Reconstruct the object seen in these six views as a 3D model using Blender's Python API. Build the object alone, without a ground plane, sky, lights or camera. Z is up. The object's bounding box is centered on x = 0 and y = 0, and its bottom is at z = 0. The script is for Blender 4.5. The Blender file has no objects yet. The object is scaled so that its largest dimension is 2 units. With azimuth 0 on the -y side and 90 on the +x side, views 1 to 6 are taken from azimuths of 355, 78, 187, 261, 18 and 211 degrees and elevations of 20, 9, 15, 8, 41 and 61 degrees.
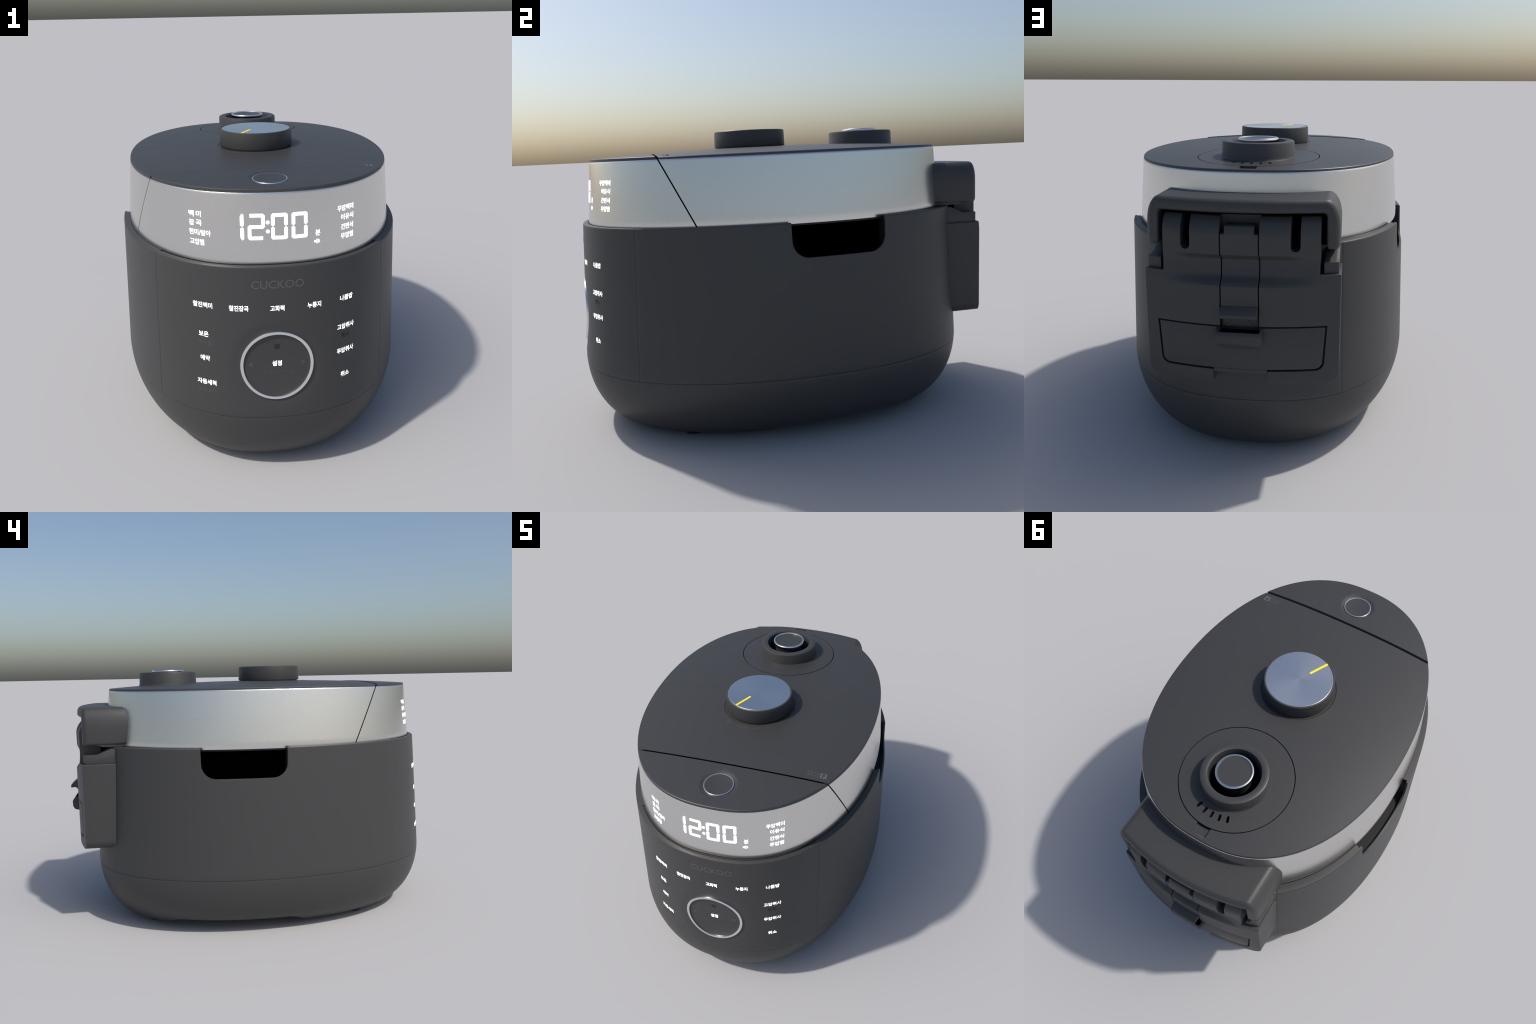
# Pressure rice cooker: oval dark body, metal lid band with display, dial, steam valve, hinge block at the rear.
import bpy, bmesh, math
from mathutils import Vector

# ------------------------------------------------------------------ materials
def new_mat(name):
    m = bpy.data.materials.new(name); m.use_nodes = True
    return m, m.node_tree.nodes, m.node_tree.links, m.node_tree.nodes["Principled BSDF"]

def plastic(name, col, rough=0.5, spec=0.5, grain=0.12):
    m, N, L, b = new_mat(name)
    tc = N.new("ShaderNodeTexCoord")
    nz = N.new("ShaderNodeTexNoise"); nz.inputs["Scale"].default_value = 420; nz.inputs["Detail"].default_value = 3
    L.new(tc.outputs["Object"], nz.inputs["Vector"])
    big = N.new("ShaderNodeTexNoise"); big.inputs["Scale"].default_value = 6
    L.new(tc.outputs["Object"], big.inputs["Vector"])
    rp = N.new("ShaderNodeMapRange"); rp.inputs["To Min"].default_value = rough - .03; rp.inputs["To Max"].default_value = rough + .03
    L.new(big.outputs["Fac"], rp.inputs["Value"]); L.new(rp.outputs["Result"], b.inputs["Roughness"])
    mx = N.new("ShaderNodeMix"); mx.data_type = "RGBA"
    mx.inputs["A"].default_value = (*[c * .94 for c in col], 1); mx.inputs["B"].default_value = (*[c * 1.06 for c in col], 1)
    L.new(nz.outputs["Fac"], mx.inputs["Factor"]); L.new(mx.outputs["Result"], b.inputs["Base Color"])
    bp = N.new("ShaderNodeBump"); bp.inputs["Strength"].default_value = grain; bp.inputs["Distance"].default_value = .0006
    L.new(nz.outputs["Fac"], bp.inputs["Height"]); L.new(bp.outputs["Normal"], b.inputs["Normal"])
    b.inputs["Specular IOR Level"].default_value = spec
    return m

def flat(name, col, rough=0.6, spec=0.3):
    m, N, L, b = new_mat(name)
    tc = N.new("ShaderNodeTexCoord"); nz = N.new("ShaderNodeTexNoise"); nz.inputs["Scale"].default_value = 150
    L.new(tc.outputs["Object"], nz.inputs["Vector"])
    mx = N.new("ShaderNodeMix"); mx.data_type = "RGBA"
    mx.inputs["A"].default_value = (*[c * .95 for c in col], 1); mx.inputs["B"].default_value = (*[min(1, c * 1.05) for c in col], 1)
    L.new(nz.outputs["Fac"], mx.inputs["Factor"]); L.new(mx.outputs["Result"], b.inputs["Base Color"])
    b.inputs["Roughness"].default_value = rough; b.inputs["Specular IOR Level"].default_value = spec
    return m

def metal_speckled(name, col, rough):
    m, N, L, b = new_mat(name)
    tc = N.new("ShaderNodeTexCoord")
    v = N.new("ShaderNodeTexVoronoi"); v.inputs["Scale"].default_value = 95
    L.new(tc.outputs["Object"], v.inputs["Vector"])
    sp = N.new("ShaderNodeValToRGB"); sp.color_ramp.elements[0].position = .06; sp.color_ramp.elements[1].position = .16
    sp.color_ramp.elements[0].color = (*[c * .55 for c in col], 1); sp.color_ramp.elements[1].color = (*col, 1)
    L.new(v.outputs["Distance"], sp.inputs["Fac"])
    # only some of the cells carry a dark speck
    wn = N.new("ShaderNodeMath"); wn.operation = "LESS_THAN"; wn.inputs[1].default_value = .22
    sx = N.new("ShaderNodeSeparateColor"); L.new(v.outputs["Color"], sx.inputs["Color"]); L.new(sx.outputs["Red"], wn.inputs[0])
    fine = N.new("ShaderNodeTexNoise"); fine.inputs["Scale"].default_value = 330; fine.inputs["Detail"].default_value = 4
    L.new(tc.outputs["Object"], fine.inputs["Vector"])
    base = N.new("ShaderNodeMix"); base.data_type = "RGBA"
    base.inputs["A"].default_value = (*[c * .93 for c in col], 1); base.inputs["B"].default_value = (*[min(1, c * 1.05) for c in col], 1)
    L.new(fine.outputs["Fac"], base.inputs["Factor"])
    mx = N.new("ShaderNodeMix"); mx.data_type = "RGBA"
    L.new(wn.outputs[0], mx.inputs["Factor"]); L.new(base.outputs["Result"], mx.inputs["A"]); L.new(sp.outputs["Color"], mx.inputs["B"])
    L.new(mx.outputs["Result"], b.inputs["Base Color"])
    b.inputs["Metallic"].default_value = 1; b.inputs["Roughness"].default_value = rough
    bp = N.new("ShaderNodeBump"); bp.inputs["Strength"].default_value = .14; bp.inputs["Distance"].default_value = .0008
    L.new(fine.outputs["Fac"], bp.inputs["Height"]); L.new(bp.outputs["Normal"], b.inputs["Normal"])
    return m

def metal_polished(name, col, rough):
    m, N, L, b = new_mat(name)
    tc = N.new("ShaderNodeTexCoord"); nz = N.new("ShaderNodeTexNoise"); nz.inputs["Scale"].default_value = 80
    L.new(tc.outputs["Object"], nz.inputs["Vector"])
    rp = N.new("ShaderNodeMapRange"); rp.inputs["To Min"].default_value = rough * .8; rp.inputs["To Max"].default_value = rough * 1.2
    L.new(nz.outputs["Fac"], rp.inputs["Value"]); L.new(rp.outputs["Result"], b.inputs["Roughness"])
    b.inputs["Base Color"].default_value = (*col, 1); b.inputs["Metallic"].default_value = 1
    return m

def metal_spun(name, col, rough):
    m, N, L, b = new_mat(name)
    tc = N.new("ShaderNodeTexCoord"); nz = N.new("ShaderNodeTexNoise"); nz.inputs["Scale"].default_value = 260; nz.inputs["Detail"].default_value = 3
    L.new(tc.outputs["Object"], nz.inputs["Vector"])
    mx = N.new("ShaderNodeMix"); mx.data_type = "RGBA"
    mx.inputs["A"].default_value = (*[c * .92 for c in col], 1); mx.inputs["B"].default_value = (*[min(1, c * 1.06) for c in col], 1)
    L.new(nz.outputs["Fac"], mx.inputs["Factor"]); L.new(mx.outputs["Result"], b.inputs["Base Color"])
    tg = N.new("ShaderNodeTangent"); tg.direction_type = "RADIAL"; tg.axis = "Z"
    L.new(tg.outputs["Tangent"], b.inputs["Tangent"])
    b.inputs["Metallic"].default_value = 1; b.inputs["Roughness"].default_value = rough; b.inputs["Anisotropic"].default_value = .25
    return m

def lamp(name, col, strength):
    m, N, L, b = new_mat(name)
    b.inputs["Base Color"].default_value = (*col, 1)
    b.inputs["Emission Color"].default_value = (*col, 1); b.inputs["Emission Strength"].default_value = strength
    return m

BODY = plastic("matt_charcoal_plastic", (.0415, .0415, .042), .48, .45)
LIDP = plastic("lid_charcoal_plastic", (.039, .039, .0397), .47, .5)
REAR = plastic("rear_charcoal_plastic", (.042, .042, .0425), .5, .4)
DARK = flat("dark_inner_plastic", (.016, .016, .017), .6, .3)
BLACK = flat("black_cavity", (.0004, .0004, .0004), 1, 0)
BAND = metal_speckled("brushed_silver_band", (.73, .722, .702), .24)
CHROME = metal_polished("polished_ring", (.80, .80, .80), .12)
HOOP = metal_polished("satin_ring", (.80, .80, .80), .2)
SPUN = metal_spun("spun_dial_metal", (.72, .72, .72), .27)
YELLOW = flat("yellow_pointer_paint", (1, .76, .02), .5, .2)
LED = lamp("lit_white_display", (1, 1, 1), 1.3)
PRINT = flat("grey_print", (.10, .10, .102), .48, .45)
FAINT = flat("faint_grey_print", (.076, .076, .078), .48, .45)
PRINT_DARK = flat("dark_print", (.022, .022, .023), .5, .3)

# ------------------------------------------------------------------ objects
COL = bpy.context.scene.collection
root = bpy.data.objects.new("rice_cooker", None); COL.objects.link(root)
root["label"] = "oval charcoal pressure rice cooker with silver display band"
root["category"] = "rice cooker"

def smooth(me, ang=35):
    me.shade_smooth(); me.set_sharp_from_angle(angle=math.radians(ang))

def add(name, me, mat, parent=None, ang=35, stuff=False):
    me.materials.clear(); me.materials.append(mat)
    smooth(me, ang)
    o = bpy.data.objects.new(name, me); COL.objects.link(o)
    o.parent = parent or root
    if stuff: o["kind"] = "stuff"
    return o

def mesh_of(bm, name="m"):
    bmesh.ops.recalc_face_normals(bm, faces=bm.faces)
    me = bpy.data.meshes.new(name); bm.to_mesh(me); bm.free(); return me

def from_py(verts, faces):
    bm = bmesh.new(); vs = [bm.verts.new(v) for v in verts]
    for f in faces:
        try: bm.faces.new([vs[i] for i in f])
        except ValueError: pass
    return mesh_of(bm)

def evaluated(me, setup):
    """run modifiers on a mesh and return the baked mesh"""
    o = bpy.data.objects.new("tmp", me); COL.objects.link(o)
    setup(o)
    dg = bpy.context.evaluated_depsgraph_get(); dg.update()
    out = bpy.data.meshes.new_from_object(o.evaluated_get(dg))
    bpy.data.objects.remove(o)
    return out

def boolean(me, cutters, op="DIFFERENCE"):
    objs = []
    for c in cutters:
        co = bpy.data.objects.new("cut", c); COL.objects.link(co); objs.append(co)
    def setup(o):
        for co in objs:
            md = o.modifiers.new("b", "BOOLEAN"); md.operation = op; md.object = co; md.solver = "EXACT"
    out = evaluated(me, setup)
    for co in objs: bpy.data.objects.remove(co)
    return out

def bevel(me, w, seg=3, ang=35):
    def setup(o):
        md = o.modifiers.new("v", "BEVEL"); md.width = w; md.segments = seg
        md.limit_method = "ANGLE"; md.angle_limit = math.radians(ang); md.use_clamp_overlap = True
    return evaluated(me, setup)

def cuts(me, axis, values):
    bm = bmesh.new(); bm.from_mesh(me)
    n = [0, 0, 0]; n[axis] = 1
    for v in values:
        co = [0, 0, 0]; co[axis] = v
        bmesh.ops.bisect_plane(bm, geom=bm.verts[:] + bm.edges[:] + bm.faces[:], plane_co=co, plane_no=n, dist=1e-6)
    bm.to_mesh(me); bm.free(); return me

def frange(a, b, s):
    n = int(round((b - a) / s)); return [a + i * (b - a) / n for i in range(n + 1)]

def lathe(profile, cx, cy, n=96):
    """profile: (r, z) from axis outward or closed on the axis"""
    verts, faces, rings = [], [], []
    for r, z in profile:
        if r < 1e-6:
            verts.append((cx, cy, z)); rings.append([len(verts) - 1] * n)
        else:
            st = len(verts)
            verts += [(cx + r * math.cos(2 * math.pi * i / n), cy + r * math.sin(2 * math.pi * i / n), z) for i in range(n)]
            rings.append(list(range(st, st + n)))
    for A, B in zip(rings, rings[1:]):
        for i in range(n):
            j = (i + 1) % n; f = []
            for k in (A[i], A[j], B[j], B[i]):
                if k not in f: f.append(k)
            if len(f) > 2: faces.append(f)
    return from_py(verts, faces)

def ring_lathe(profile, cx, cy, n=96):
    return lathe(list(profile) + [profile[0]], cx, cy, n)

def rounded(pts, radii, seg=6):
    """polygon with rounded corners"""
    out = []; n = len(pts)
    for i, p in enumerate(pts):
        r = radii[i] if isinstance(radii, (list, tuple)) else radii
        p = Vector(p); a = (Vector(pts[i - 1]) - p); b = (Vector(pts[(i + 1) % n]) - p)
        if r <= 0: out.append(tuple(p)); continue
        an = a.angle(b); d = r / math.tan(an / 2)
        a.normalize(); b.normalize(); s = p + a * d; e = p + b * d
        c = p + (a + b).normalized() * (r / math.sin(an / 2))
        v0 = s - c; v1 = e - c; th = v0.angle(v1)
        for k in range(seg + 1):
            t = k / seg
            w = (math.sin((1 - t) * th) * v0 + math.sin(t * th) * v1) / math.sin(th)
            out.append(tuple(c + w))
    return out

def prism(poly, d0, d1, plane="XZ"):
    """extrude a 2D polygon; XZ: along y, YZ: along x, XY: along z"""
    def P(p, d):
        if plane == "XZ": return (p[0], d, p[1])
        if plane == "YZ": return (d, p[0], p[1])
        return (p[0], p[1], d)
    n = len(poly); v = [P(p, d0) for p in poly] + [P(p, d1) for p in poly]
    f = [list(range(n)), list(range(n, 2 * n))] + [[i, (i + 1) % n, n + (i + 1) % n, n + i] for i in range(n)]
    return from_py(v, f)

# ------------------------------------------------------------------ body shape
CY = -0.036
EXP_F, EXP_R = (2.30, 2.11), (2.45, 2.11)      # oval exponents (x, y), front and rear half
BODY_R = (2.53, 2.14)                            # the body is a little squarer at the rear than the lid
def sup(theta, a, yf, yr, er=EXP_R):
    """point of the oval outline; theta 0 = front (-y), 90 deg = +x"""
    s, c = math.sin(theta), math.cos(theta)
    nx, ny = EXP_F if c > 0 else er
    x = a * math.copysign(abs(s) ** (2 / nx), s)
    b = (CY - yf) if c > 0 else (yr - CY)
    return x, CY - math.copysign(abs(c) ** (2 / ny), c) * b

ROUND_Z = .33
def body_dims(z, inset=0):
    t = min(max((.95 - z) / .62, -.1), 1)
    d = 0
    if z < ROUND_Z: d = .238 * (1 - math.sqrt(max(0, 1 - ((ROUND_Z - z) / ROUND_Z) ** 2)))
    d += inset
    return .662 + .022 * t - d * 1.05, -.960 - .036 * t + d, .842 + .024 * t - d * .97, BODY_R

def band_dims(z, inset=0):
    t = min(max((1.24 - z) / .29, -.1), 1.1)
    return .610 + .023 * t - inset, -.908 - .026 * t + inset, .773 + .026 * t - inset

def front_y(dims, x):
    a, yf = dims[:2]
    return CY - (CY - yf) * max(0, 1 - (abs(x) / a) ** EXP_F[0]) ** (1 / EXP_F[1])

DISC_Z, DISH_R = .540, .190
def dish(x, z):
    r = math.hypot(x, z - DISC_Z)
    return 0 if r > DISH_R else .0140 * (1 - (r / DISH_R) ** 2)

def body_front(x, z): return front_y(body_dims(z), x) + dish(x, z)
def band_front(x, z): return front_y(band_dims(z), x)

def shell(thetas, zs, dims, thick, dishing=False, closed=False):
    """solid wall patch of the oval"""
    nt, nz = len(thetas), len(zs); V = []
    for k, ins in enumerate((0, thick)):
        for z in zs:
            D = dims(z, ins)
            for t in thetas:
                x, y = sup(t, *D)
                if dishing and math.cos(t) > 0: y += dish(x, z)
                V.append((x, y, z))
    F = []; o = nt * nz; wrap = nt if closed else nt - 1
    for j in range(nz - 1):
        for i in range(wrap):
            a, b = j * nt + i, j * nt + (i + 1) % nt; c, d = b + nt, a + nt
            F += [[a, b, c, d], [o + a, o + d, o + c, o + b]]
    for i in range(wrap):
        i2 = (i + 1) % nt
        F.append([i, o + i, o + i2, i2]); a, b = (nz - 1) * nt + i, (nz - 1) * nt + i2
        F.append([a, b, o + b, o + a])
    if not closed:
        for j in range(nz - 1):
            for i in (0, nt - 1):
                a, b = j * nt + i, (j + 1) * nt + i
                F.append([a, b, o + b, o + a])
    return from_py(V, F)

rad = math.radians
TF, TR = rad(42.6), rad(180 - 30.0)          # front and rear panel seams
GAP = .0006
RIM, SEAM = .960, .3055
zs_body = frange(SEAM, .9545, .0115) + [.9562, .9578, .9590, .9597, RIM]
def panel_dims(z, i):                          # wall with a rounded outer rim
    return body_dims(z, i + (.0026 * ((z - .9545) / .0055) ** 2.4 if z > .9545 and i == 0 else 0))
front = shell(frange(-TF + GAP, TF - GAP, .011), zs_body, panel_dims, .022, dishing=True)
front_panel = add("front_panel", bevel(front, .0011, 2, 40), BODY)

CUT = rounded([(-.101, .812), (.316, .812), (.322, 1.1), (-.107, 1.1)], [.072, .072, 0, 0], 10)
for sgn in (1, -1):
    side = shell([sgn * t for t in frange(TF + GAP, TR - GAP, .016)], zs_body, panel_dims, .028)
    side = boolean(side, [prism(CUT, sgn * .5, sgn * .8, "YZ")])
    pocket = shell([sgn * t for t in frange(rad(85.5), rad(113.5), .02)], [.794, .81, .84, .90, 1.0], lambda z, i: body_dims(z, .010 + i), .035)
    side = boolean(side, [pocket])
    sp_ = add("side_panel", bevel(side, .0011, 2, 40), BODY)
    # hand-hold: a U-shaped lining right behind the opening, following the wall
    rim = rounded([(-.103, .796), (.318, .796), (.322, .945), (-.107, .945)], [.05, .05, 0, 0], 10)
    rim = rim[-1:] + rim[:-1]                    # start and end at the upper corners: open at the top
    V, F = [], []
    for p in rim:
        a, yf, yr, _ = body_dims(p[1])
        nx, ny = EXP_F if p[0] < CY else BODY_R; b = (CY - yf) if p[0] < CY else (yr - CY)
        xs = a * (1 - (abs(p[0] - CY) / b) ** ny) ** (1 / nx)
        out = (Vector((p[0] - .107, p[1] - .93)).normalized()) * .006
        for dx, k in ((.0108, 0), (.074, 0), (.074, 1), (.0108, 1)):
            V.append((sgn * (xs - dx), p[0] + out.x * k, p[1] + out.y * k))
    for i in range(len(rim) - 1):
        for k in range(4): F.append([i * 4 + k, i * 4 + (k + 1) % 4, i * 4 + 4 + (k + 1) % 4, i * 4 + 4 + k])
    add("handle_recess", from_py(V, F), DARK, sp_)

rear = shell(frange(TR + GAP, 2 * math.pi - TR - GAP, .02), zs_body, panel_dims, .024)
rear_panel = add("rear_panel", bevel(rear, .0011, 2, 40), BODY)

# base bowl
zs_base = [.025 + (SEAM - .0014 - .025) * (i / 40) ** 1.6 for i in range(41)]
TH = [2 * math.pi * i / 160 for i in range(160)]
V, F = [], []
for z in zs_base:
    V += [(*sup(t, *body_dims(z)), z) for t in TH]
for j in range(len(zs_base) - 1):
    for i in range(160):
        k = (i + 1) % 160; F.append([j * 160 + i, j * 160 + k, (j + 1) * 160 + k, (j + 1) * 160 + i])
F.append(list(range(160))); F.append([len(V) - 160 + i for i in range(160)])
base = from_py(V, F)
arch = prism([(-.215, -.02), (-.213, .022), (-.190, .046), (-.165, .060), (-.125, .069), (.430, .069), (.470, .058), (.498, .042), (.520, .022), (.525, -.02)], -1, 1, "YZ")
base = boolean(base, [arch])
base_o = add("base", bevel(base, .003, 2, 50), BODY)
for sx, sy, fy, fx in ((1, -1, .495, .352), (-1, -1, .495, .352), (1, 1, .522, .262), (-1, 1, .522, .262)):
    f = lathe([(0, 0), (.066, 0), (.071, .005), (.075, .030), (0, .030)], 0, 0, 40)
    for v in f.vertices:                       # oval pads, turned along the skirt
        u, w = v.co.x * .65, v.co.y * 1.1; an = -sx * sy * .36
        v.co.x, v.co.y = sx * fx + u * math.cos(an) - w * math.sin(an), sy * fy + u * math.sin(an) + w * math.cos(an)
    add("foot", f, DARK, base_o)

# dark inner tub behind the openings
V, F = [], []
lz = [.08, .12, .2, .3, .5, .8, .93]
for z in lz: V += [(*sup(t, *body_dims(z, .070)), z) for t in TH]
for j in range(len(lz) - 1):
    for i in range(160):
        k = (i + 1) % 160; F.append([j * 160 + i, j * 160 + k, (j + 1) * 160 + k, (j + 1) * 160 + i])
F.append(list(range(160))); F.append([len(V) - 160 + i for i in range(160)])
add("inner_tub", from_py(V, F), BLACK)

# ------------------------------------------------------------------ lid
LID_EDGE = 1.2500
def lid_z(x, y):
    a, yf, yr = .6075, -.9055, .7705
    b = (CY - yf) if y < CY else (yr - CY)
    nx, ny = EXP_F if y < CY else EXP_R
    r = (abs(x) / a) ** nx + (abs(y - CY) / b) ** ny
    return LID_EDGE + .0295 * (1 - min(1, r)) ** 1.0

def lid_solid():
    n = 180; T = [2 * math.pi * i / n for i in range(n)]
    V, F, R = [], [], []
    def ringv(s, inset, z=None):
        st = len(V)
        for t in T:
            x, y = sup(t, .6075 - inset, -.9055 + inset, .7705 - inset)
            x *= s; y = CY + (y - CY) * s
            V.append((x, y, lid_z(x, y) if z is None else z))
        R.append(st)
    ringv(.97, 0, 1.236); ringv(1, -.0012, 1.2385); ringv(1, 0, 1.2478)
    for s in [.9965] + [1 - i / 30 for i in range(1, 30)]: ringv(s, 0)
    for A, B in zip(R, R[1:]):
        for i in range(n):
            k = (i + 1) % n; F.append([A + i, A + k, B + k, B + i])
    F.append([R[0] + i for i in range(n)])
    V.append((0, CY, lid_z(0, CY))); c = len(V) - 1
    for i in range(n): F.append([R[-1] + i, R[-1] + (i + 1) % n, c])
    return from_py(V, F)

SLOPE = .479
def slit_side(me, keep_front, half, y0=-.617):
    """keep the part of a solid in front of / behind the slanted slit plane"""
    bm = bmesh.new(); bm.from_mesh(me)
    no = Vector((0, 1, SLOPE)).normalized()
    co = Vector((0, y0 + (-half if keep_front else half), 1.25))
    res = bmesh.ops.bisect_plane(bm, geom=bm.verts[:] + bm.edges[:] + bm.faces[:], plane_co=co, plane_no=no,
                                 clear_outer=keep_front, clear_inner=not keep_front, dist=1e-6)
    bmesh.ops.edgenet_fill(bm, edges=[e for e in bm.edges if e.is_boundary])
    return mesh_of(bm)

STEAM = (0, .437); DIAL = (0, -.133); VALVE = (0, .445); BTN = (0, -.760)
lid_cover = slit_side(lid_solid(), False, .0065)
notch = prism(rounded([(-.036, .68), (.036, .68), (.034, .752), (-.034, .754)], [0, 0, .008, .008], 4), 1.2378, 1.3, "XY")
dial_floor = lid_z(.187, DIAL[1]) - .0030
lid_cover = boolean(lid_cover, [notch, lathe([(0, 1.2), (.2688, 1.2), (.2688, 1.4), (0, 1.4)], *STEAM, 128),
                                lathe([(0, dial_floor), (.180, dial_floor), (.186, dial_floor + .003), (.186, 1.4), (0, 1.4)], *DIAL, 96)])
lid_o = add("lid_cover", lid_cover, LIDP, ang=25)
lid_front = slit_side(lid_solid(), True, .0065)
for v in lid_front.vertices: v.co.z += .0032 * min(1, max(0, (v.co.z - 1.2385) / .008))
dz = lid_z(0, BTN[1]) - .0004
TILT = (lid_z(0, BTN[1] + .08) - lid_z(0, BTN[1] - .08)) / .16
def tilt(me):
    for v in me.vertices: v.co.z += TILT * (v.co.y - BTN[1])
    return me
lid_front = boolean(lid_front, [tilt(lathe([(0, dz - .006), (.071, dz - .0055), (.0725, dz - .003), (.091, dz + .0042), (.091, 1.4), (0, 1.4)], *BTN, 72))])
lid_front_o = add("lid_front_cover", lid_front, LIDP, ang=25)
# black block under the lid, seen through the slit and the wells
core = prism([(*sup(t, .585, -.88, .75), )[:2] for t in TH], .98, 1.2335, "XY")
core = boolean(core, [lathe([(0, 1.215), (.115, 1.215), (.115, 1.3), (0, 1.3)], *VALVE, 64)])
add("lid_black_block", core, BLACK)

# steam cap plate with slots
plate = boolean(lid_solid(), [lathe([(0, 1.2), (.2646, 1.2), (.2646, 1.4), (0, 1.4)], *STEAM, 128)], "INTERSECT")
slots = [lathe([(0, 1.2), (.1185, 1.2), (.1185, 1.4), (0, 1.4)], *VALVE, 64)]
for k in range(5):
    an = rad(90 + (k - 2) * 10.8); cx, cy = .203 * math.cos(an), .44 + .203 * math.sin(an)
    u = Vector((math.cos(an), math.sin(an))); w = Vector((-u.y, u.x)); p = []
    for i in range(16):
        q = 2 * math.pi * i / 16
        p.append(tuple(Vector((cx, cy)) + u * (.0070 * math.cos(q) + math.copysign(.0095, math.cos(q))) + w * .0070 * math.sin(q)))
    slots.append(prism(p, 1.2, 1.4, "XY"))
plate = boolean(plate, slots)
plate_o = add("steam_cap", plate, LIDP, ang=25)
vz = lid_z(0, .6) - .002
vr = ring_lathe([(.169, vz - .004), (.164, vz + .002), (.1610, vz + .006), (.1590, vz + .014), (.1575, 1.327), (.1552, 1.3330), (.150, 1.3355),
                 (.128, 1.3355), (.1225, 1.3335), (.1195, 1.327), (.1150, 1.290), (.1140, 1.270), (.1140, 1.238), (.165, 1.238)], *VALVE)
add("steam_valve_collar", vr, LIDP, plate_o, 30)
add("steam_valve_well", lathe([(0, 1.240), (.1145, 1.240), (.1145, 1.258), (0, 1.258)], *VALVE, 64), BLACK, plate_o)  # floor coloured near-black for the unlit depth of the well
vb = lathe([(0, 1.236), (.072, 1.236), (.0795, 1.320), (.084, 1.331), (.084, 1.3425), (.0775, 1.3440), (.0770, 1.3435), (0, 1.3435)], *VALVE)
vb_o = add("steam_valve_button", vb, LIDP, plate_o, 30)
rg = ring_lathe([(.0845, 1.330), (.0872, 1.334), (.0880, 1.341), (.0870, 1.3455), (.0845, 1.3478), (.0785, 1.3475), (.0772, 1.3445), (.0772, 1.336)], *VALVE)
add("valve_trim_ring", rg, CHROME, plate_o, 60)

# dial
dl = lathe([(0, 1.268), (.164, 1.268), (.164, dial_floor + .006), (.1725, dial_floor + .007), (.1735, dial_floor + .010), (.1716, 1.3515), (.1705, 1.3560), (.1672, 1.3585), (.1637, 1.3583), (.1632, 1.3570), (0, 1.3570)], *DIAL, 128)
dial_o = add("dial", dl, LIDP, ang=30)
dp = lathe([(0, 1.3580), (.08, 1.3580), (.1615, 1.3580), (.1628, 1.3572), (.1628, 1.354), (0, 1.354)], 0, 0, 128)
dpo = add("dial_plate", dp, SPUN, dial_o, 30); dpo.location = (DIAL[0], DIAL[1], 0)
d0, d1 = Vector((-.029, -.184)), Vector((-.0765, -.2765)); ax = (d1 - d0).normalized(); wv = Vector((-ax.y, ax.x)) * .0055
ptr = [d0 + wv, d0 - wv, d1 - wv, d1 + wv]
add("dial_pointer", prism(rounded([tuple(p) for p in ptr], [.0053, .0053, .001, .001], 5), 1.3570, 1.3588, "XY"), YELLOW, dial_o)

# lid release button
bt = lathe([(0, dz - .012), (.064, dz - .012), (.0655, dz - .002), (.0655, dz + .0015), (.060, dz + .0008), (.035, dz - .001), (0, dz - .002)], *BTN, 72)
bt_o = add("lid_button", tilt(bt), LIDP, ang=30)
br = ring_lathe([(.0655, dz - .010), (.0712, dz - .009), (.0715, dz + .0005), (.0705, dz + .0018), (.0675, dz + .0018), (.0655, dz + .0010)], *BTN, 96)
add("lid_button_ring", tilt(br), CHROME, bt_o, 60)

# silver band
zb = [.9525] + frange(.957, .993, .006) + frange(1.004, 1.232, .0135) + [1.2355, 1.2388, 1.2402]
def band_prof(z, ins=0):
    e = 0
    if z < .990: e = .0022 * ((.990 - z) / .0375) ** 2
    if z > 1.235: e = ((z - 1.235) / .0052) ** 2 * .0018
    return band_dims(z, ins + e)
band = shell([2 * math.pi * i / 240 for i in range(240)], zb, band_prof, .022, closed=True)
band_r = slit_side(band.copy(), False, .0032); band_f = slit_side(band, True, .0032)
band_o = add("lid_band", band_r, BAND, ang=40)
disp_o = add("display_band", band_f, BAND, ang=40)
seal = shell(TH, [.944, .951], lambda z, i: band_dims(.95, .007 + i), .03, closed=True)
add("lid_seal", seal, DARK)

def ledge(thetas):
    V, F = [], []
    for t in thetas:
        for D, z in ((band_dims(.957, .0004), .9545), (body_dims(.957, .010), .9590), (body_dims(.957, .012), .948), (band_dims(.957, .0004), .948)):
            V.append((*sup(t, *D), z))
    for i in range(len(thetas) - 1):
        for k in range(4): F.append([i * 4 + k, i * 4 + (k + 1) % 4, i * 4 + 4 + (k + 1) % 4, i * 4 + 4 + k])
    return from_py(V, F)
add("rim_ledge", ledge(frange(rad(-85), rad(85), .02)), BODY, front_panel)
add("rim_ledge", ledge(frange(rad(114), rad(246), .02)), BODY, rear_panel)

# ------------------------------------------------------------------ lettering
def text_mesh(s, bold=0.0, size=1.0):
    c = bpy.data.curves.new("t", "FONT"); c.body = s; c.size = size; c.offset = bold; c.resolution_u = 3
    o = bpy.data.objects.new("t", c); COL.objects.link(o)
    dg = bpy.context.evaluated_depsgraph_get(); dg.update()
    me = bpy.data.meshes.new_from_object(o.evaluated_get(dg)); bpy.data.objects.remove(o); return me

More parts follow.
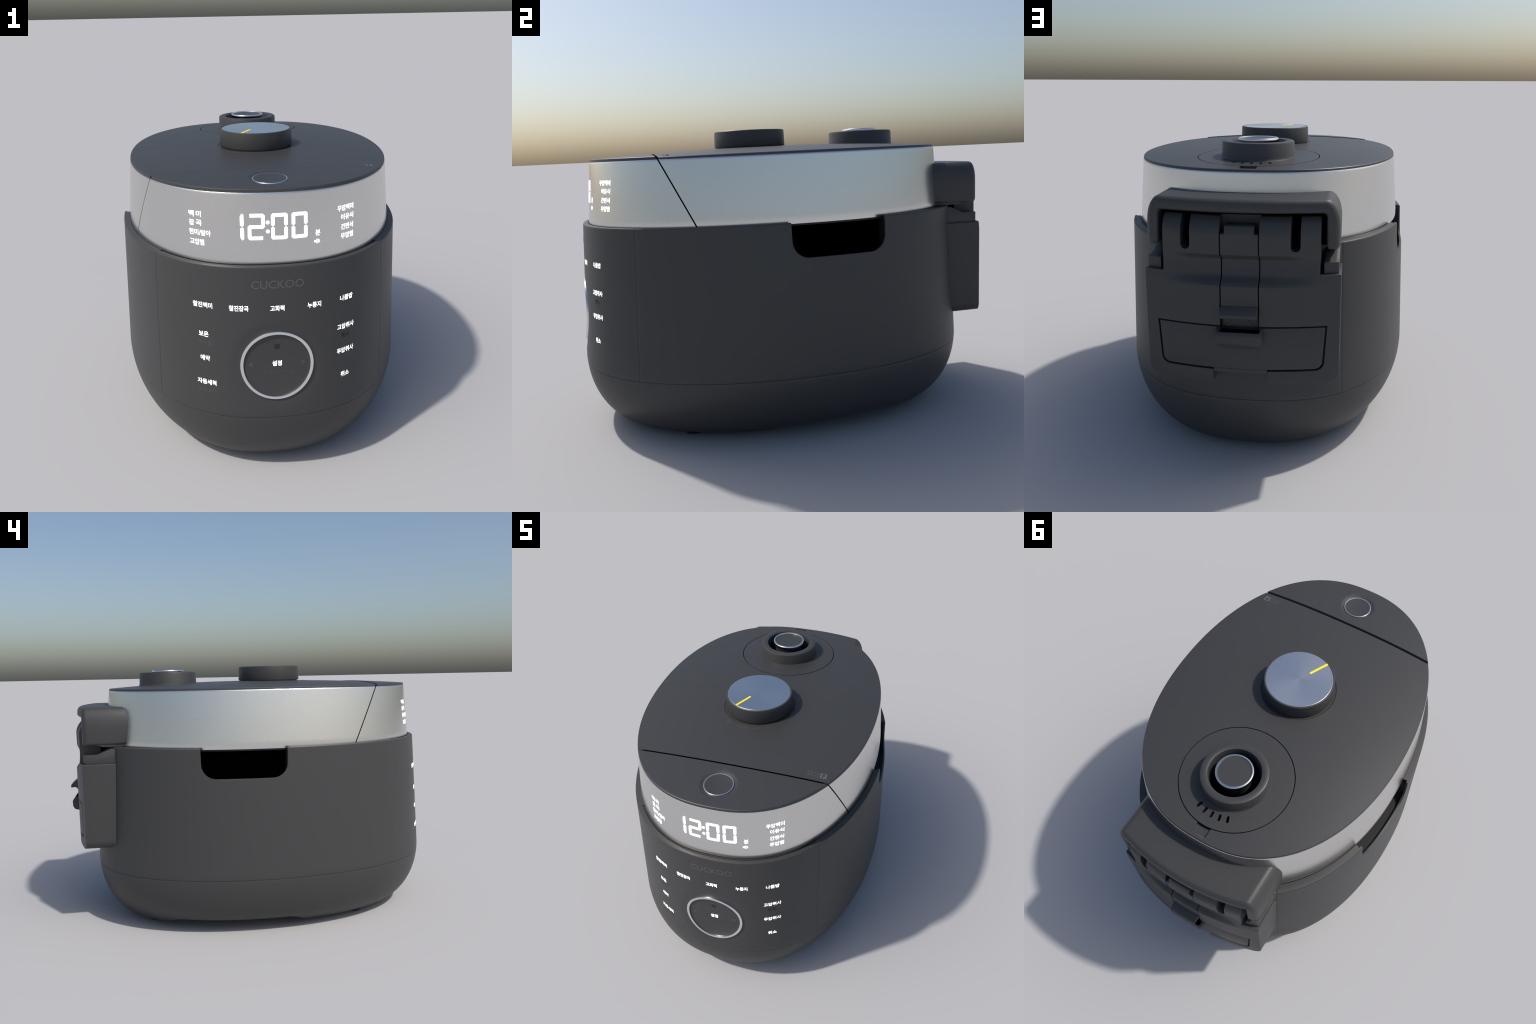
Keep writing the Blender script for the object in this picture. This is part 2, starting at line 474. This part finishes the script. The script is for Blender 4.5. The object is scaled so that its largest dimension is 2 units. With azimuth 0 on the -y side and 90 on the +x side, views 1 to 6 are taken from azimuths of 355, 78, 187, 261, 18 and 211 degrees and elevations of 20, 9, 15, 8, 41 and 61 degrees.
def poly_mesh(polys):
    bm = bmesh.new()
    for p in polys:
        bm.faces.new([bm.verts.new((x, y, 0)) for x, y in p])
    bmesh.ops.triangulate(bm, faces=bm.faces[:])
    me = bpy.data.meshes.new("p"); bm.to_mesh(me); bm.free(); return me

def thick_face(me, depth):
    """turn a flat mark into a thin raised solid (local z up)"""
    bm = bmesh.new(); bm.from_mesh(me)
    bmesh.ops.remove_doubles(bm, verts=bm.verts[:], dist=1e-6)
    r = bmesh.ops.extrude_face_region(bm, geom=bm.faces[:])
    for v in [g for g in r["geom"] if isinstance(g, bmesh.types.BMVert)]: v.co.z += depth
    bmesh.ops.recalc_face_normals(bm, faces=bm.faces)
    bm.to_mesh(me); bm.free(); return me

def fit(me, cx, cz, w, h):
    xs = [v.co.x for v in me.vertices]; ys = [v.co.y for v in me.vertices]
    x0, x1, y0, y1 = min(xs), max(xs), min(ys), max(ys)
    sx = w / (x1 - x0); sy = h / (y1 - y0) if h else sx
    for v in me.vertices:
        v.co.x = cx + (v.co.x - (x0 + x1) / 2) * sx; v.co.y = cz + (v.co.y - (y0 + y1) / 2) * sy
    return me

def on_front(name, me, surf, mat, parent, lift=.0003, depth=.0004):
    """wrap a flat mark (x, z in its xy) onto the front surface"""
    thick_face(me, depth)
    xs = [v.co.x for v in me.vertices]
    k0, k1 = math.floor(min(xs) / .012), math.ceil(max(xs) / .012)
    cuts(me, 0, [k * .012 + .0001 for k in range(k0, k1 + 1)])
    for v in me.vertices:
        x, z, d = v.co
        v.co = (x, surf(x, z) - lift - d, z)
    return add(name, me, mat, parent, 30)

H = .0235
for s, cx, cz, w in (("찰진백미", -.289, .791, .076), ("찰진잡곡", -.148, .790, .076), ("고화력", .003, .789, .056), ("누룽지", .152, .790, .056),
                     ("나물밥", .292, .792, .058), ("보온", -.290, .666, .038), ("예약", -.2885, .560, .038), ("자동세척", -.286, .452, .076),
                     ("고압취사", .291, .668, .077), ("무압취사", .291, .561, .077), ("취소", .291, .452, .039), ("설정", 0, .545, .039)):
    on_front("button_label", fit(text_mesh(s, .017), cx, cz, w, H), body_front, LED, front_panel)
for s, cx, cz, w, m in (("재가열", -.287, .627, .056, FAINT), ("잠금(2초)", -.286, .414, .075, FAINT), ("쾌속", .290, .628, .039, PRINT_DARK)):
    on_front("button_sublabel", fit(text_mesh(s, 0), cx, cz, w, .022), body_front, m, front_panel)
for cx, cz, m in ((-.289, .6475, FAINT), (-.286, .4335, FAINT), (.290, .648, FAINT), (0, .5265, FAINT)):
    on_front("label_dash", poly_mesh([[(cx - .008, cz - .0007), (cx + .008, cz - .0007), (cx + .008, cz + .0007), (cx - .008, cz + .0007)]]), body_front, m, front_panel)
on_front("logo_lettering", fit(text_mesh("CUCKOO", -.004), .006, .888, .206, .032), body_front, PRINT, front_panel)
on_front("disc_lettering", fit(text_mesh("OPEN COOKING", -.01), 0, .5075, .124, .0165), body_front, FAINT, front_panel)
for s in (-1, 1):
    t, w = .0016, .0095
    chev = [(s * .1155, .543), (s * .0985, .543 + w), (s * .0985, .543 + w - 2.6 * t), (s * (.1155 - 3 * t), .543), (s * .0985, .543 - w + 2.6 * t), (s * .0985, .543 - w)]
    on_front("arrow_mark", poly_mesh([chev]), body_front, PRINT, front_panel)
on_front("sensor_square", poly_mesh([[(-.010, .609), (.011, .609), (.011, .630), (-.010, .630)]]), body_front, PRINT_DARK, front_panel)

# control ring: a flat-faced metal hoop lying in the dish
def hoop(r0, r1, h, n=160):
    prof = [(r0, 0), (r0, h - .0012), (r0 + .0015, h), (r1 - .003, h), (r1 - .0008, h - .0014), (r1, h - .004), (r1, 0)]
    V, F = [], []; k = len(prof)
    for i in range(n):
        t = 2 * math.pi * i / n
        for r, d in prof:
            x, z = r * math.cos(t), DISC_Z + r * math.sin(t)
            xm, zm = .144 * math.cos(t), DISC_Z + .144 * math.sin(t)
            V.append((x, body_front(xm, zm) + .003 - d, z))
    for i in range(n):
        j = (i + 1) % n
        for a in range(k - 1): F.append([i * k + a, i * k + a + 1, j * k + a + 1, j * k + a])
    return from_py(V, F)
add("control_ring", hoop(.1368, .1500, .0115), HOOP, front_panel, 40)

# seven-segment style clock
def stroke(path, w, ch, tips=False):
    """constant-width outline of an axis-aligned polyline, outer corners chamfered"""
    P = [Vector(p) for p in path]; h = w / 2; left, right = [], []
    for i, p in enumerate(P):
        d0 = (P[i] - P[i - 1]).normalized() if i else None
        d1 = (P[i + 1] - P[i]).normalized() if i < len(P) - 1 else None
        if d0 is None or d1 is None:
            d = d1 or d0; n = Vector((-d.y, d.x)); s = 1 if d1 else -1
            for L_, sg in ((left, 1), (right, -1)): L_.append(p + n * h * sg)
            continue
        n0, n1 = Vector((-d0.y, d0.x)), Vector((-d1.y, d1.x)); m = n0 + n1
        turn = d0.x * d1.y - d0.y * d1.x
        for L_, sg in ((left, 1), (right, -1)):
            q = p + m * h * sg
            if turn * sg < 0: L_ += [q - d0 * ch, q + d1 * ch]
            else: L_.append(q)
    tip = [] if not tips else [P[-1] + (P[-1] - P[-2]).normalized() * h * .75]
    tail = [] if not tips else [P[0] + (P[0] - P[1]).normalized() * h * .75]
    return [tuple(v) for v in left + tip + right[::-1] + tail]

ZB, ZT = 1.0585, 1.1600; ZM = (ZB + ZT) / 2; W = .0138
def zero(x0, x1):
    l, r, t, b = x0 + W / 2, x1 - W / 2, ZT - W / 2, ZB + W / 2; g = .0008 + .75 * W / 2
    return [stroke([(l, ZM + g), (l, t), (r, t), (r, ZM + g)], W, .006, True),
            stroke([(r, ZM - g), (r, b), (l, b), (l, ZM - g)], W, .006, True)]
def one(xc):
    h = W / 2; g = .0012
    up = [(xc - h, ZM + .006), (xc, ZM + g), (xc + h, ZM + .006), (xc + h, ZT - .004), (xc, ZT + .001), (xc - h, ZT - .009)]
    dn = [(xc - h, ZM - .006), (xc - h, ZB + .009), (xc, ZB - .001), (xc + h, ZB + .004), (xc + h, ZM - .006), (xc, ZM - g)]
    return [up, dn]
def two(x0, x1):
    l, r, t, b = x0 + W / 2, x1 - W / 2, ZT - W / 2, ZB + W / 2
    return [stroke([(x0 + .008, t), (r, t), (r, ZM), (l, ZM), (l, b), (x1 - .008, b)], W, .007)]
def dot(cx, cz, r=.0075): return [(cx + r * math.cos(i * math.pi / 10), cz + r * math.sin(i * math.pi / 10)) for i in range(20)]
on_front("clock_digit", poly_mesh(one(-.124)), band_front, LED, disp_o)
on_front("clock_digit", poly_mesh(two(-.1025, -.0370)), band_front, LED, disp_o)
on_front("clock_digit", poly_mesh(zero(-.0130, .0510)), band_front, LED, disp_o)
on_front("clock_digit", poly_mesh(zero(.0660, .1290)), band_front, LED, disp_o)
on_front("clock_colon", poly_mesh([dot(-.026, 1.126), dot(-.026, 1.091)]), band_front, LED, disp_o)
for s, cx, cz, w in (("백", -.316, 1.148, .020), ("미", -.288, 1.149, .019), ("잡", -.316, 1.113, .020), ("곡", -.288, 1.114, .022), ("현미/발아", -.2855, 1.076, .083),
                     ("고압찜", -.2985, 1.038, .055), ("무압백미", .292, 1.150, .073), ("이유식", .2995, 1.114, .057), ("간편식", .2995, 1.075, .056), ("무압찜", .2995, 1.038, .057), ("분", .171, 1.072, .020)):
    on_front("display_label", fit(text_mesh(s, .012), cx, cz, w, .0232), band_front, LED, disp_o)
# speaker icon
ix, iz = .168, 1.038
on_front("speaker_icon", poly_mesh([[(ix - .012, iz - .004), (ix - .006, iz - .004), (ix + .001, iz - .010), (ix + .001, iz + .010), (ix - .006, iz + .004), (ix - .012, iz + .004)],
                                    [(ix + .004, iz - .008), (ix + .0085, iz - .006), (ix + .012, iz), (ix + .0085, iz + .006), (ix + .004, iz + .008), (ix + .007, iz)]]), band_front, LED, disp_o)

# marks printed on the lid
def on_lid(name, me, mat, parent, depth=.0004, rot=0, c=(0, 0), lift=.0002):
    thick_face(me, depth)
    ca, sa = math.cos(rot), math.sin(rot)
    for v in me.vertices:
        x, y, d = v.co; x, y = c[0] + (x - c[0]) * ca - (y - c[1]) * sa, c[1] + (x - c[0]) * sa + (y - c[1]) * ca
        v.co = (x, y, lid_z(x, y) + lift + d)
    return add(name, me, mat, parent, 30)
bx, by = .448, -.573
on_lid("pressure_badge", poly_mesh([rounded([(bx - .0155, by - .016), (bx + .0155, by - .016), (bx + .0155, by + .016), (bx - .0155, by + .016)], .003, 3)]), PRINT, lid_o)
on_lid("badge_letter", fit(text_mesh("P", .01), bx + .001, by, .0125, .020), PRINT_DARK, lid_o, lift=.0009)
on_lid("pressure_lettering", fit(text_mesh("T W I N", 0), .398, by + .007, .058, .0125), PRINT, lid_o)
on_lid("pressure_lettering", fit(text_mesh("PRESSURE", 0), .398, by - .0095, .058, .0075), PRINT, lid_o)
# arc and two words by the dial
R0, R1 = .2065, .2085
arc = [(DIAL[0] + r * math.cos(rad(a)), DIAL[1] + r * math.sin(rad(a))) for r, rng in ((R0, range(-108, -69, 3)), (R1, range(-72, -111, -3))) for a in rng]
on_lid("dial_arc_mark", poly_mesh([arc]), FAINT, lid_o, lift=.0002)
for s, an in (("열림", -120), ("잠금", -58)):
    c = (DIAL[0] + .209 * math.cos(rad(an)), DIAL[1] + .209 * math.sin(rad(an)))
    on_lid("dial_word", fit(text_mesh(s, 0), c[0], c[1], .036, .018), FAINT, lid_o, rot=rad(an + 90), c=c)

# ------------------------------------------------------------------ rear hinge block and drip tray
YB, BEND = .957, .43
def bend(me, step=.02, wide=.4):
    cuts(me, 0, [x + 1e-4 for x in frange(-wide, wide, step)])
    for v in me.vertices: v.co.y += YB - BEND * v.co.x ** 2
    return me

# hinge cover: inverted U
arc = [(math.sin(k * math.pi / 28), math.cos(k * math.pi / 28)) for k in range(15)]       # tall elliptic shoulders
out = [(-.377, .968)] + [(-.322 - .055 * a, 1.053 + .108 * b) for a, b in arc[::-1]] + [(.322 + .055 * a, 1.053 + .108 * b) for a, b in arc] + [(.377, .968)]
inn = [(.326, .968), (.326, 1.1085), (-.326, 1.1085), (-.326, .968)]
cap = prism(out + inn, -.33, -.006)
cap = bevel(cap, .018, 5, 50)
for v in cap.vertices:                         # front face falls back towards the top and the outer ends
    w = min(1, max(0, (v.co.y + .08) / .06))
    v.co.y -= w * (.001 + .010 * min(1, max(0, (v.co.z - 1.09) / .07)) ** 2 + .003 * min(1, max(0, (abs(v.co.x) - .31) / .075)) ** 2)
hinge = add("hinge_cover", bend(cap), REAR)
for s in (-1, 1):
    lip = prism([(-.30, .962), (-.10, .962), (-.075, .972), (-.017, .972), (-.017, .985), (-.30, .985)], s * .332, s * .370, "YZ")
    add("hinge_cover_lip", bend(lip, .02), REAR, hinge)

def groove(x, z):
    """front relief of the rear cover: face step and a lens-shaped channel"""
    def sm(a, b, v):
        t = min(1, max(0, (v - a) / (b - a))); return t * t * (3 - 2 * t)
    face = .008 * (1 - sm(.83, .93, z))
    m = max(0, 1 - (abs(x) / .300) ** 2.2)
    lo = sm(.826 - 0 * m, .826 + .040 * 1, z); hi = sm(.952 - .026, .952 + .004, z)
    return face - .034 * m * lo * (1 - hi) - .042 * min(1, max(0, (z - 1.02) / .074)) ** 2

# rear cover: drip-tray box below, hinge flap above
poly = rounded([(-.385, .429), (.385, .429), (.385, .874), (.305, .874), (.305, 1.094), (-.305, 1.094), (-.305, .874), (-.385, .874)],
               [.048, .048, .004, 0, .012, .012, 0, .004], 8)
cover = prism(poly, -.27, 0)
def stadium(cx, z0, z1, hw): return rounded([(cx - hw, z0), (cx + hw, z0), (cx + hw, z1), (cx - hw, z1)], [hw * .98, hw * .98, 0, 0], 8)
door_out = rounded([(-.337, .670), (-.325, .483), (.325, .483), (.337, .670)], [0, .034, .034, 0], 8)
cutters = [prism(stadium(.212, .966, 1.2, .0185), -.2, .1), prism(stadium(-.212, .966, 1.2, .0185), -.2, .1),
           prism([(-.0765, .655), (.0765, .655), (.0765, 1.2), (-.0765, 1.2)], -.075, .1),
           prism(door_out, -.034, .1), prism([(-.078, .606), (.078, .606), (.078, .67), (-.078, .67)], -.045, .1),
           prism([(-.108, .40), (.108, .40), (.108, .50), (-.108, .50)], -.055, .1)]
# hollow behind the upper flap and at its sides
cover = boolean(cover, cutters + [prism([(-.5, .885), (.5, .885), (.5, 1.2), (-.5, 1.2)], -.5, -.105)])
cover = bevel(cover, .006, 3, 40)
cuts(cover, 2, frange(.815, .965, .0075) + [.6, .7, .75, .8, 1.0] + frange(1.02, 1.09, .007))
cuts(cover, 0, [x + 1e-4 for x in frange(-.4, .4, .02)])
def relief(me):
    for v in me.vertices:
        w = min(1, max(0, (v.co.y + .07) / .06))
        v.co.y += w * groove(v.co.x, v.co.z)
    return me
rear_cover = add("rear_cover", bend(relief(cover)), REAR, ang=25)

# rolled upper edge of the flap
# centre strap with its pull tab
sp = [(-.0725, .662), (.0725, .662), (.0725, 1.032), (.057, 1.032), (.057, 1.062), (-.057, 1.062), (-.057, 1.032), (-.0725, 1.032)]
strap = bevel(prism(sp, -.07, -.0005), .003, 2, 40)
cuts(strap, 2, frange(.655, .965, .0075) + [1.0] + frange(1.02, 1.055, .007)); cuts(strap, 0, [x + 1e-4 for x in frange(-.08, .08, .02)])
for v in strap.vertices:                       # face swells into the tab, drops back below it
    if v.co.y > -.02 and v.co.z < .704: v.co.y -= .016
strap_o = add("hinge_strap", bend(relief(strap)), REAR, ang=25)
tab = [(-.01, .760), (.014, .748), (.030, .738), (.044, .726), (.0455, .714), (.0435, .711), (.022, .713), (.014, .708), (.008, .698), (-.01, .694)]
tab_m = bevel(prism(tab, -.0725, .0725, "YZ"), .004, 3, 50)
for v in tab_m.vertices: v.co.y = YB + v.co.y - .1 * v.co.x ** 2
add("strap_pull_tab", tab_m, REAR, strap_o)
# thumb arc below the tab
V, F = [], []; n = 24
for i in range(n + 1):
    t = math.pi * (.115 + .77 * i / n)
    for r, d in ((.048, 0), (.0485, .003), (.058, .003), (.0585, 0)):
        V.append((r * math.cos(t), YB - .0100 + .7 * d, .648 + .85 * r * math.sin(t)))
for i in range(n):
    for a in range(3): F.append([i * 4 + a, i * 4 + a + 1, i * 4 + a + 5, i * 4 + a + 4])
add("thumb_arc", from_py(V, F), REAR, strap_o)

# drip tray door and its cup-shaped pull
dr = rounded([(-.330, .6645), (-.3185, .490), (.3185, .490), (.330, .6645)], [0, .029, .029, 0], 8)
dr2 = boolean(prism(dr, -.032, 0), [prism([(-.078, .606), (.078, .606), (.078, .7), (-.078, .7)], -.1, .1)])
dr2 = bevel(dr2, .003, 2, 40)
cuts(dr2, 0, [x + 1e-4 for x in frange(-.4, .4, .02)])
for v in dr2.vertices: v.co.y += .008
door = add("drip_tray_door", bend(dr2), REAR, ang=25)
door_low = prism([(-.107, .472), (.107, .472), (.107, .4905), (-.107, .4905)], -.03, .0065)
add("door_lower_edge", bend(bevel(door_low, .003, 2, 40)), REAR, door)
cup = [(-.03, .662), (.018, .662), (.030, .654), (.0385, .642), (.0400, .632), (.0380, .607), (.030, .592), (.018, .584), (-.03, .582)]
cup_m = prism(cup, -.091, .091, "YZ")
cup_m = boolean(cup_m, [prism(rounded([(-.078, .600), (.078, .600), (.082, .70), (-.082, .70)], [.03, .03, 0, 0], 5), -.1, .031)])
xz = rounded([(-.091, .582), (.091, .582), (.091, .70), (-.091, .70)], [.04, .04, 0, 0], 8)
cup_m = boolean(cup_m, [prism(xz, -.2, .2)], "INTERSECT")
cup_m = bevel(cup_m, .003, 2, 40)
for v in cup_m.vertices: v.co.y += YB - .2 * v.co.x ** 2
add("drip_tray_pull", cup_m, REAR, door)
add("pull_black_block", bend(prism([(-.0765, .602), (.0765, .602), (.0765, .638), (-.0765, .638)], -.043, .029), .03), BLACK, door)  # black block filling the lower part of the cup
# stepped shoulders between the box and the hinge cover
for s in (-1, 1):
    stp = [(-.30, .87), (-.010, .87), (-.010, .921), (-.076, .922), (-.140, .951), (-.30, .951)]
    m = bevel(prism(stp, s * .319, s * .376, "YZ"), .003, 2, 40)
    add("shoulder_step", bend(m, .02), REAR, rear_cover)
# hinge cavity's deep shadow built as a black backing block
add("hinge_gap_shade_block", bend(prism([(-.318, .88), (.318, .88), (.318, 1.104), (-.318, 1.104)], -.30, -.165)), BLACK)
